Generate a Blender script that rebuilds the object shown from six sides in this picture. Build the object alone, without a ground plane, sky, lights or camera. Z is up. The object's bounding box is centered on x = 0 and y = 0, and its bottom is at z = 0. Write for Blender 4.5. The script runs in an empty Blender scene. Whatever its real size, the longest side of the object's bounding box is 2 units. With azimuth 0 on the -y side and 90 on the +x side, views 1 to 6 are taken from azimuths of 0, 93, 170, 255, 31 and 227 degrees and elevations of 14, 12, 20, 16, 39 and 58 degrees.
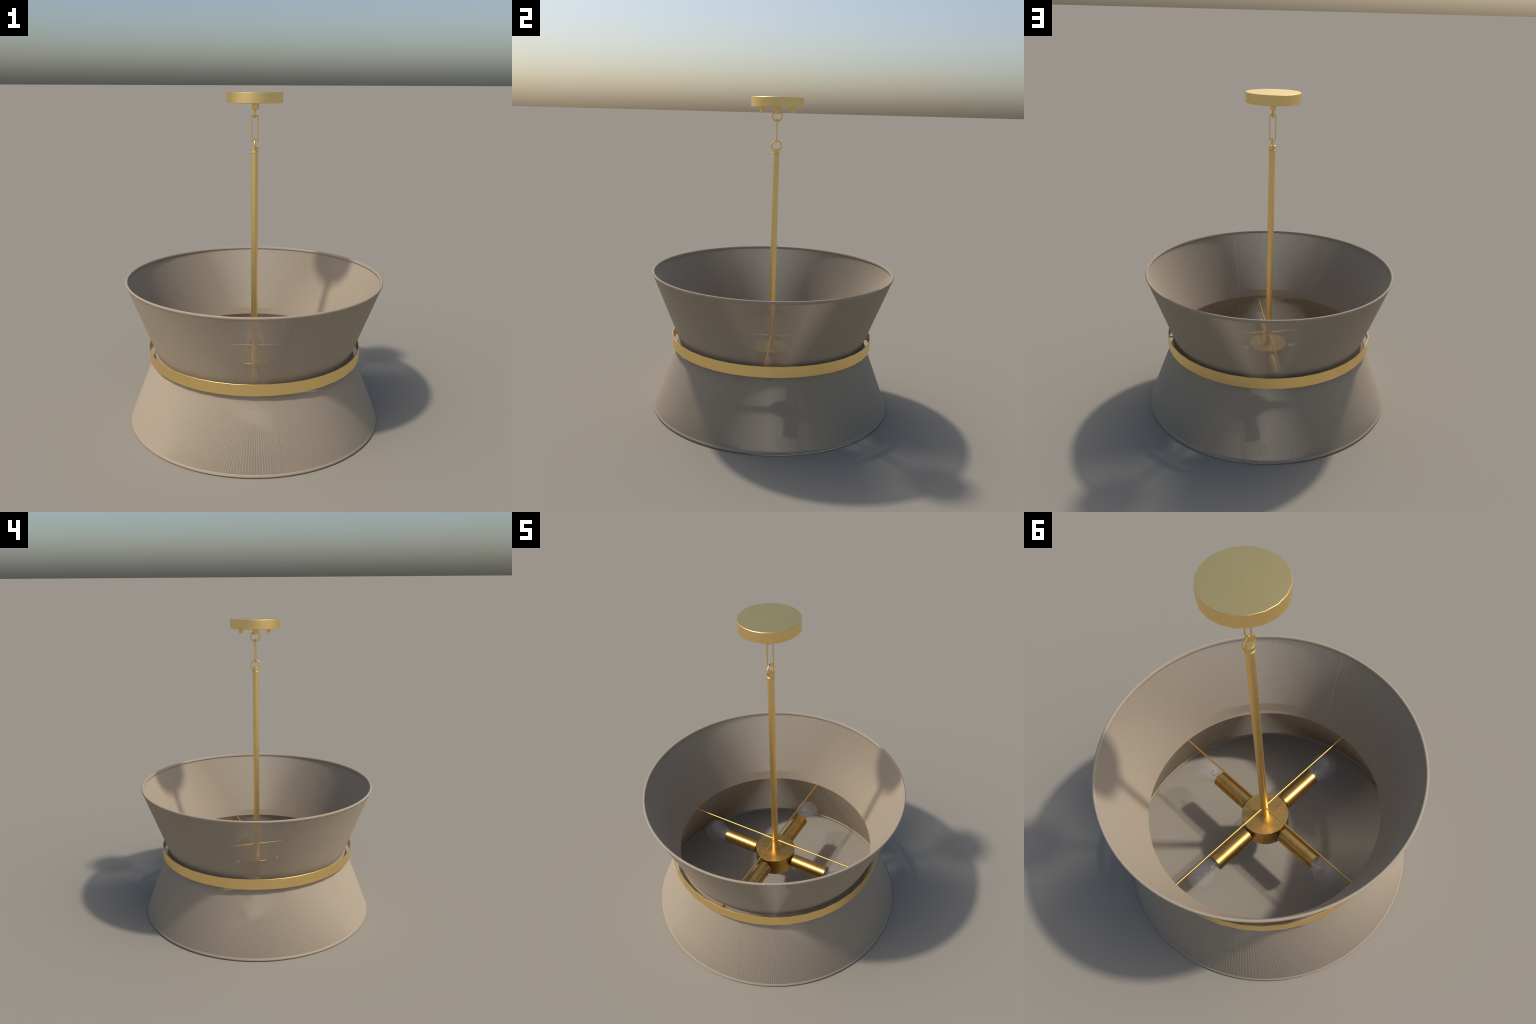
# Pendant lamp: two flared string-wound shades meeting at a brass-banded neck,
# hung from a brass stem, a link chain and a round ceiling canopy.
import bpy, math
import numpy as np
from mathutils import Vector, Matrix

TAU = 2 * math.pi

# ------------------------------------------------------------------ sizes (m)
RIM_R, RIM_HALF = 0.7700, 0.0068          # centre of the rim's round edge; its half thickness
TOP_Z, BOT_Z = 0.9014, RIM_HALF
RIM_LONG = 0.0050                         # straight run of the solid rim below its round end
NECK_Z, NECK_R = 0.4550, 0.6036           # strands at the neck
N_STRING = 1200
STRING_W, STRING_D = 0.00246, 0.0041      # width and depth of a strand
LEAN = 0.94                               # how far strand normals lean to the wall normal
SEAM = math.radians(-78.0)                # where winding starts and ends
BAND_R, BAND_T, BAND_Z0, BAND_Z1 = 0.652, 0.0032, 0.4180, 0.4850
CANOPY_R, CANOPY_Z0 = 0.1632, 1.9405
STEM_R, STEM_TOP = 0.0196, 1.6640
HUB_R, HUB_Z0, HUB_Z1 = 0.1243, 0.2600, 0.3787
SOCK_Z, SOCK_R, SOCK_A, SOCK_B = 0.3200, 0.0430, 0.1330, 0.3620


# ------------------------------------------------------------------ materials
def new_mat(name):
    m = bpy.data.materials.new(name)
    m.use_nodes = True
    nt = m.node_tree
    nt.nodes.clear()
    out = nt.nodes.new("ShaderNodeOutputMaterial")
    b = nt.nodes.new("ShaderNodeBsdfPrincipled")
    nt.links.new(b.outputs[0], out.inputs[0])
    return m, nt, b, out


def ramp(nt, fac, stops):
    r = nt.nodes.new("ShaderNodeValToRGB")
    e = r.color_ramp.elements
    while len(e) < len(stops):
        e.new(0.5)
    for k, (p, c) in enumerate(stops):
        e[k].position = p
        e[k].color = (*c, 1)
    nt.links.new(fac, r.inputs[0])
    return r.outputs[0]


def noise(nt, coord, scale, detail=3, rough=0.5, stretch=None):
    n = nt.nodes.new("ShaderNodeTexNoise")
    n.inputs["Scale"].default_value = scale
    n.inputs["Detail"].default_value = detail
    n.inputs["Roughness"].default_value = rough
    if stretch:
        mp = nt.nodes.new("ShaderNodeMapping")
        mp.inputs["Scale"].default_value = stretch
        nt.links.new(coord, mp.inputs[0])
        coord = mp.outputs[0]
    nt.links.new(coord, n.inputs["Vector"])
    return n.outputs["Fac"]


def obj_coord(nt):
    return nt.nodes.new("ShaderNodeTexCoord").outputs["Object"]


def satin_brass(name="satin_brass", tint=(1.0, 1.0, 1.0)):
    m, nt, b, _ = new_mat(name)
    co = obj_coord(nt)
    f = noise(nt, co, 9, 2)
    lo, hi = (tuple(np.array(c) * tint) for c in ((0.955, 0.695, 0.275), (0.980, 0.715, 0.288)))
    nt.links.new(ramp(nt, f, [(0.3, lo), (0.7, hi)]), b.inputs["Base Color"])
    b.inputs["Metallic"].default_value = 1
    b.inputs["Roughness"].default_value = 0.42
    return m


def aged_brass():
    m, nt, b, _ = new_mat("aged_brass")
    co = obj_coord(nt)
    f = noise(nt, co, 34, 6, 0.66)
    g = noise(nt, co, 9, 3, 0.5)
    mx = nt.nodes.new("ShaderNodeMath")
    mx.operation = "MULTIPLY_ADD"
    nt.links.new(f, mx.inputs[0])
    mx.inputs[1].default_value = 0.6
    mul = nt.nodes.new("ShaderNodeMath")
    mul.operation = "MULTIPLY"
    nt.links.new(g, mul.inputs[0])
    mul.inputs[1].default_value = 0.4
    nt.links.new(mul.outputs[0], mx.inputs[2])
    nt.links.new(ramp(nt, mx.outputs[0], [(0.34, (0.370, 0.245, 0.085)), (0.48, (0.600, 0.365, 0.105)),
                                          (0.66, (0.700, 0.430, 0.130))]), b.inputs["Base Color"])
    r = nt.nodes.new("ShaderNodeMapRange")
    nt.links.new(mx.outputs[0], r.inputs[0])
    for k, v in zip((1, 2, 3, 4), (0.35, 0.65, 0.42, 0.33)):
        r.inputs[k].default_value = v
    nt.links.new(r.outputs[0], b.inputs["Roughness"])
    b.inputs["Metallic"].default_value = 1
    return m


def linen(name, light):
    m, nt, b, _ = new_mat(name)
    co = obj_coord(nt)
    f = noise(nt, co, 60, 3, 0.6)
    c = np.array((0.455, 0.373, 0.274)) * light
    nt.links.new(ramp(nt, f, [(0.3, c * 0.985), (0.7, c * 1.015)]), b.inputs["Base Color"])
    b.inputs["Roughness"].default_value = 0.9
    b.inputs["Specular IOR Level"].default_value = 0.15
    return m


def thin_glass():
    m, nt, b, out = new_mat("bulb_glass")
    b.inputs["Base Color"].default_value = (0.50, 0.49, 0.51, 1)
    b.inputs["Roughness"].default_value = 0.27
    t = nt.nodes.new("ShaderNodeBsdfTransparent")
    t.inputs[0].default_value = (1, 1, 1, 1)
    mix = nt.nodes.new("ShaderNodeMixShader")
    mix.inputs[0].default_value = 0.11
    nt.links.new(t.outputs[0], mix.inputs[1])
    nt.links.new(b.outputs[0], mix.inputs[2])
    nt.links.new(mix.outputs[0], out.inputs[0])
    return m


def copper_wire():
    m, nt, b, _ = new_mat("copper_wire")
    f = noise(nt, obj_coord(nt), 40, 1)
    nt.links.new(ramp(nt, f, [(0.3, (0.62, 0.40, 0.34)), (0.7, (0.72, 0.50, 0.43))]), b.inputs["Base Color"])
    b.inputs["Metallic"].default_value = 1
    b.inputs["Roughness"].default_value = 0.3
    return m


def lamp_cap():
    m, nt, b, _ = new_mat("dark_cap")
    f = noise(nt, obj_coord(nt), 30, 2)
    nt.links.new(ramp(nt, f, [(0.3, (0.20, 0.16, 0.15)), (0.7, (0.26, 0.21, 0.19))]), b.inputs["Base Color"])
    b.inputs["Roughness"].default_value = 0.5
    return m


BAR = satin_brass("warm_brass", (0.88, 0.72, 0.48))
BRASS, AGED, GLASS, WIRE, CAP = satin_brass(), aged_brass(), thin_glass(), copper_wire(), lamp_cap()
THREAD, RIM_DARKENED = linen("linen_string", 1.0), linen("linen_rim_darkened", 0.88)  # rim: the same linen colour at 0.88, slightly darker than the strands

# ------------------------------------------------------------------ helpers
col = bpy.context.scene.collection
used = {}


def add(name, verts, faces, mat, parent, smooth=True, angle=None):
    me = bpy.data.meshes.new(name)
    me.from_pydata([tuple(map(float, v)) for v in verts], [], [tuple(map(int, f)) for f in faces])
    me.update()
    me.materials.append(mat)
    if smooth:
        me.shade_smooth()
        if angle is not None:
            me.set_sharp_from_angle(angle=math.radians(angle))
    o = bpy.data.objects.new(name, me)
    col.objects.link(o)
    o.parent = parent
    return o


def place(name, src, parent, mat4):
    o = src.copy()
    o.name = name
    col.objects.link(o)
    o.parent = parent
    o.matrix_local = mat4
    return o


def lathe(profile, n, closed=False, phase=0.0):
    """Revolve (r, z) pairs about z; points with r == 0 become a single pole vertex."""
    verts, rows, faces = [], [], []
    for r, z in profile:
        if r < 1e-9:
            verts.append((0, 0, z))
            rows.append([len(verts) - 1] * n)
        else:
            i0 = len(verts)
            for k in range(n):
                a = phase + TAU * k / n
                verts.append((r * math.cos(a), r * math.sin(a), z))
            rows.append(list(range(i0, i0 + n)))
    pairs = list(zip(rows, rows[1:] + rows[:1])) if closed else list(zip(rows, rows[1:]))
    for A, B in pairs:
        for k in range(n):
            j = (k + 1) % n
            f = [A[k], A[j], B[j], B[k]]
            f = [v for i, v in enumerate(f) if v != f[i - 1]]
            if len(f) >= 3:
                faces.append(f)
    return verts, faces


def torus(R, r, z, n=240, m=16):
    prof = [(R + r * math.cos(TAU * k / m), z + r * math.sin(TAU * k / m)) for k in range(m)]
    return lathe(prof, n, closed=True)


def tube(path, r, n=10, closed=False, up=(0, 0, 1), caps=True):
    """Round tube along a polyline with parallel-transported frames."""
    P = [Vector(p) for p in path]
    L = len(P)
    T = []
    for k in range(L):
        a = P[k - 1] if (closed or k) else P[k]
        b = P[(k + 1) % L] if (closed or k < L - 1) else P[k]
        T.append((b - a).normalized())
    u = Vector(up)
    u = (u - T[0] * u.dot(T[0])).normalized()
    verts, faces = [], []
    for k in range(L):
        u = (u - T[k] * u.dot(T[k])).normalized()
        w = T[k].cross(u)
        for j in range(n):
            a = TAU * j / n
            verts.append(P[k] + r * (math.cos(a) * u + math.sin(a) * w))
    for k in range(L if closed else L - 1):
        for j in range(n):
            A, B = k * n, ((k + 1) % L) * n
            faces.append((A + j, A + (j + 1) % n, B + (j + 1) % n, B + j))
    if caps and not closed:
        faces.append(tuple(range(n))[::-1])
        faces.append(tuple(range((L - 1) * n, L * n)))
    return verts, faces


# ------------------------------------------------------------------ the thing
lamp = bpy.data.objects.new("pendant_lamp", None)
col.objects.link(lamp)
lamp.empty_display_size = 0.2
lamp["label"] = "hourglass string-shade pendant lamp with brass stem, band and canopy"
lamp["category"] = "pendant lamp"


# ---- string-wound shades ---------------------------------------------------
def string_angles():
    """Even winding all the way round, closing at the seam with one slack gap."""
    gap = 1.14
    step = TAU / (N_STRING - 1 + gap)
    return SEAM + step * (gap / 2 + np.arange(N_STRING))


def strings(name, end_z, parent):
    """Every strand runs straight from the rim to the neck; its section is deeper than wide."""
    slope = np.array((RIM_R - NECK_R, end_z - NECK_Z))
    slope = slope / np.linalg.norm(slope)
    nrm = np.array((abs(slope[1]), -slope[0] * math.copysign(1, slope[1])))   # outward wall normal in (r, z)
    # section: flat inner and outer faces with eased corners (listed anticlockwise)
    e, hd, hw = 0.00035, STRING_D / 2, STRING_W / 2
    corner = np.array(((hd - e, -hw), (hd, -hw + e), (hd, hw - e), (hd - e, hw)))
    sec = np.concatenate([corner, -corner])
    m = len(sec)
    depth, tang = sec[:, 0], sec[:, 1]
    side = np.sign(depth)
    out = np.array(((0.75, -0.66), (1, -0.2), (1, 0.2), (0.75, 0.66)))
    soft = np.concatenate([out, -out])                          # rounded-strand normals
    ca = string_angles()
    c, s = np.cos(ca)[:, None], np.sin(ca)[:, None]

    def spin(r, t, z):
        r, t, z = (np.broadcast_to(q, (m,)) for q in (r, t, z))
        return np.stack([r * c - t * s, r * s + t * c, np.broadcast_to(z, (len(ca), m))], -1)

    # strands leave the rim along its outer skin and close in on the neck
    rim_pt = np.array((RIM_R, end_z)) + nrm * (RIM_HALF - 0.0014 - STRING_D / 2)
    row = [spin(rim_pt[0] + nrm[0] * depth, tang, rim_pt[1] + nrm[1] * depth), spin(NECK_R + depth / nrm[0], tang, NECK_Z)]
    L = len(row)
    verts = np.stack(row, 1).reshape(-1, 3)
    # the wound wall reads as one taut surface: lean the normals towards the wall normal
    nr = (1 - LEAN) * soft[:, 0] + LEAN * side
    nt = (1 - LEAN) * soft[:, 1]
    n1 = spin(nrm[0] * nr, nt, nrm[1] * nr)
    normals = np.stack([n1] * L, 1).reshape(-1, 3)
    normals /= np.linalg.norm(normals, axis=1, keepdims=True)
    j = np.arange(m)
    quad = np.stack([j, m + j, m + (j + 1) % m, (j + 1) % m], 1)
    if end_z > NECK_Z:
        quad = quad[:, ::-1]
    quad = np.concatenate([quad + m * k for k in range(L - 1)])
    faces = (quad[None] + (L * m * np.arange(len(ca)))[:, None, None]).reshape(-1, 4)
    faces = faces[:, ::-1]
    o = add(name, verts, faces, THREAD, parent)
    o.data.normals_split_custom_set_from_vertices([tuple(map(float, v)) for v in normals])
    o["kind"] = "stuff"
    return o


upper = strings("upper_shade", TOP_Z, lamp)
lower = strings("lower_shade", BOT_Z, lamp)


def rim(end_z):
    """Solid rounded edge in line with the wall."""
    u = np.array((NECK_R - RIM_R, NECK_Z - end_z))
    u = u / np.linalg.norm(u)
    v = np.array((-u[1], u[0]))
    c1 = np.array((RIM_R, end_z))
    c2 = c1 + u * RIM_LONG
    prof = []
    for c, sgn in ((c1, -1), (c2, 1)):
        for a in np.linspace(-90, 90, 9) * math.pi / 180:
            prof.append(c + RIM_HALF * (sgn * math.cos(a) * u + sgn * math.sin(a) * v))
    if end_z < NECK_Z:
        prof = prof[::-1]
    return lathe([tuple(p) for p in prof[::-1]], 300, closed=True)


rim_top = add("shade_rim", *rim(TOP_Z), RIM_DARKENED, upper)
rim_bot = add("shade_rim", *rim(BOT_Z), RIM_DARKENED, lower)

# ---- brass band round the neck ----------------------------------------------
ri, ro, e = BAND_R - BAND_T, BAND_R, 0.0006
band = add("neck_band", *lathe([(ro - e, BAND_Z0), (ro, BAND_Z0 + e), (ro, BAND_Z1 - e), (ro - e, BAND_Z1),
                                (ri, BAND_Z1), (ri, BAND_Z0)], 40, closed=True), BRASS, lamp, angle=35)

# ---- crossbars that carry shade and band ------------------------------------
for d in ((1, 0, 0), (0, 1, 0)):
    v = Vector(d)
    z = NECK_Z + (0.0 if d[0] else 0.0008)
    reach = BAND_R - BAND_T * 0.6
    add("crossbar", *tube([-v * reach + Vector((0, 0, z)), v * reach + Vector((0, 0, z))], 0.0045, 10),
        BAR, lamp, angle=40)

# ---- canopy -------------------------------------------------------------------
e = 0.0016
canopy = add("canopy", *lathe([(0, CANOPY_Z0), (CANOPY_R - e, CANOPY_Z0), (CANOPY_R, CANOPY_Z0 + e), (CANOPY_R, 2 - e),
                               (CANOPY_R - e, 2.0), (0, 2.0)], 20), BRASS, lamp, angle=30)
add("canopy_knob", *lathe([(0, 1.8995), (0.0155, 1.8995), (0.0165, 1.9005), (0.0165, CANOPY_Z0 + 0.001), (0, CANOPY_Z0 + 0.001)],
                          24), BRASS, canopy, angle=30)
screw = add("canopy_screw", *lathe([(0, 1.9085), (0.0123, 1.9085), (0.0132, 1.9095), (0.0132, CANOPY_Z0 + 0.001), (0, CANOPY_Z0 + 0.001)],
                                   16), BRASS, canopy, angle=30)
screw.location = (0.011, -0.094, 0)
place("canopy_screw", screw, canopy, Matrix.Translation((0.011, 0.094, 0)))

# ---- chain ----------------------------------------------------------------------
ring_path = [(0, 0.0302 * math.cos(TAU * k / 40), 0.0302 * math.sin(TAU * k / 40)) for k in range(40)]
ring = add("chain_ring", *tube(ring_path, 0.0050, 12, closed=True, up=(1, 0, 0)), BRASS, lamp)
ring.location = (0, 0, 1.8865)
place("chain_ring", ring, lamp, Matrix.Translation((0, 0, 1.7022)))


def link_path(hw, hh, rad, n=8):
    pts = []
    for cx, cz, a0 in ((hw - rad, hh - rad, 0), (-hw + rad, hh - rad, 90), (-hw + rad, -hh + rad, 180), (hw - rad, -hh + rad, 270)):
        for k in range(n + 1):
            a = math.radians(a0 + 90 * k / n)
            pts.append((cx + rad * math.cos(a), 0, cz + rad * math.sin(a)))
    return pts


link = add("chain_link", *tube(link_path(0.0178, 0.0730, 0.0075), 0.0038, 12, closed=True, up=(0, 1, 0)), BRASS, lamp)
link.location = (0.0002, 0, 1.7943)

# ---- stem -------------------------------------------------------------------------
stem = add("stem", *lathe([(0, HUB_Z1 - 0.004), (STEM_R, HUB_Z1 - 0.004), (STEM_R, 1.6520), (STEM_R - 0.0006, 1.6524), (0, 1.6524)],
                          32), BRASS, lamp, angle=30)
r1 = 0.0214
add("stem_collar", *lathe([(0, 1.6522), (r1 - 0.0016, 1.6522), (r1, 1.6540), (r1, 1.6610), (r1 - 0.0022, 1.6632),
                           (r1 - 0.0022, 1.6645), (r1, 1.6667), (r1, 1.6880), (r1 - 0.0008, 1.6888), (0, 1.6888)],
                          32), BRASS, stem, angle=30)

# ---- socket hub -------------------------------------------------------------------
e = 0.0012
hub = add("socket_hub", *lathe([(0, HUB_Z0), (HUB_R - e, HUB_Z0), (HUB_R, HUB_Z0 + e), (HUB_R, HUB_Z1 - e),
                                (HUB_R - e, HUB_Z1), (0, HUB_Z1)], 24), AGED, lamp, angle=30)

si = SOCK_R - 0.0026
sock_prof = [(0, SOCK_A), (SOCK_R - 0.001, SOCK_A), (SOCK_R, SOCK_A + 0.001), (SOCK_R, SOCK_B - 0.0006), (SOCK_R - 0.0008, SOCK_B),
             (si, SOCK_B), (si, SOCK_A + 0.12), (0, SOCK_A + 0.12)]
sock_mesh = lathe(sock_prof, 32)
nip_mesh = lathe([(0.020, 0.116), (0.020, SOCK_A + 0.002)], 20)
# bulb outline: screw neck, shoulder, globe
GLOBE_C, GLOBE_R = 0.4570, 0.0735
ctrl = [(0.0300, 0.318), (0.0345, 0.335), (0.0382, 0.353), (0.0398, 0.368), (0.0440, 0.384), (0.0505, 0.400)]
bulb_prof = list(ctrl)
for k in range(15):
    a = math.radians(-41 + 131 * k / 14)
    bulb_prof.append((max(GLOBE_R * math.cos(a), 0.0) if k < 14 else 0.0, GLOBE_C + GLOBE_R * math.sin(a)))
bulb_mesh = lathe(bulb_prof, 40)
cap_mesh = lathe([(0, 0.262), (0.0290, 0.262), (0.0300, 0.3175), (0, 0.3175)], 24)
mount_mesh = lathe([(0.014, 0.318), (0.0075, 0.330), (0.0060, 0.352), (0.0075, 0.356), (0, 0.358)], 16)
loop = [(-0.005, 0, 0.345), (-0.0055, 0, 0.392), (-0.008, 0, 0.402), (-0.0165, 0, 0.411), (-0.0150, 0, 0.419), (-0.006, 0, 0.4255),
        (0.006, 0, 0.4255), (0.0150, 0, 0.419), (0.0165, 0, 0.411), (0.008, 0, 0.402), (0.0055, 0, 0.392), (0.005, 0, 0.345)]
dense = []
for a, b in zip(loop, loop[1:]):
    dense += [tuple(Vector(a).lerp(Vector(b), t)) for t in (0, 0.5)]
dense.append(loop[-1])
fil_mesh = tube(dense, 0.0014, 6, up=(0, 1, 0))

first = {}
for k, yaw in enumerate((0, 90, 180, 270)):
    # local z of the lathed part is turned outwards from the hub
    M = (Matrix.Translation((0, 0, SOCK_Z)) @ Matrix.Rotation(math.radians(yaw), 4, "Z") @ Matrix.Rotation(math.radians(90), 4, "Y"))
    roll = Matrix.Rotation(math.radians(40 + 67 * k), 4, "Z")
    if not first:
        first["socket"] = add("socket", *sock_mesh, AGED, hub, angle=40)
        first["nipple"] = add("socket_nipple", *nip_mesh, AGED, hub)
        first["bulb"] = add("light_bulb", *bulb_mesh, GLASS, lamp)
        first["cap"] = add("bulb_cap", *cap_mesh, CAP, first["bulb"], angle=40)
        first["mount"] = add("glass_mount", *mount_mesh, GLASS, first["bulb"])
        first["fil"] = add("filament", *fil_mesh, WIRE, first["bulb"])
        first["socket"].matrix_local = M
        first["nipple"].matrix_local = M
        first["bulb"].matrix_local = M @ roll
    else:
        place("socket", first["socket"], hub, M)
        place("socket_nipple", first["nipple"], hub, M)
        b = place("light_bulb", first["bulb"], lamp, M @ roll)
        for key, nm in (("cap", "bulb_cap"), ("mount", "glass_mount"), ("fil", "filament")):
            place(nm, first[key], b, Matrix.Identity(4))
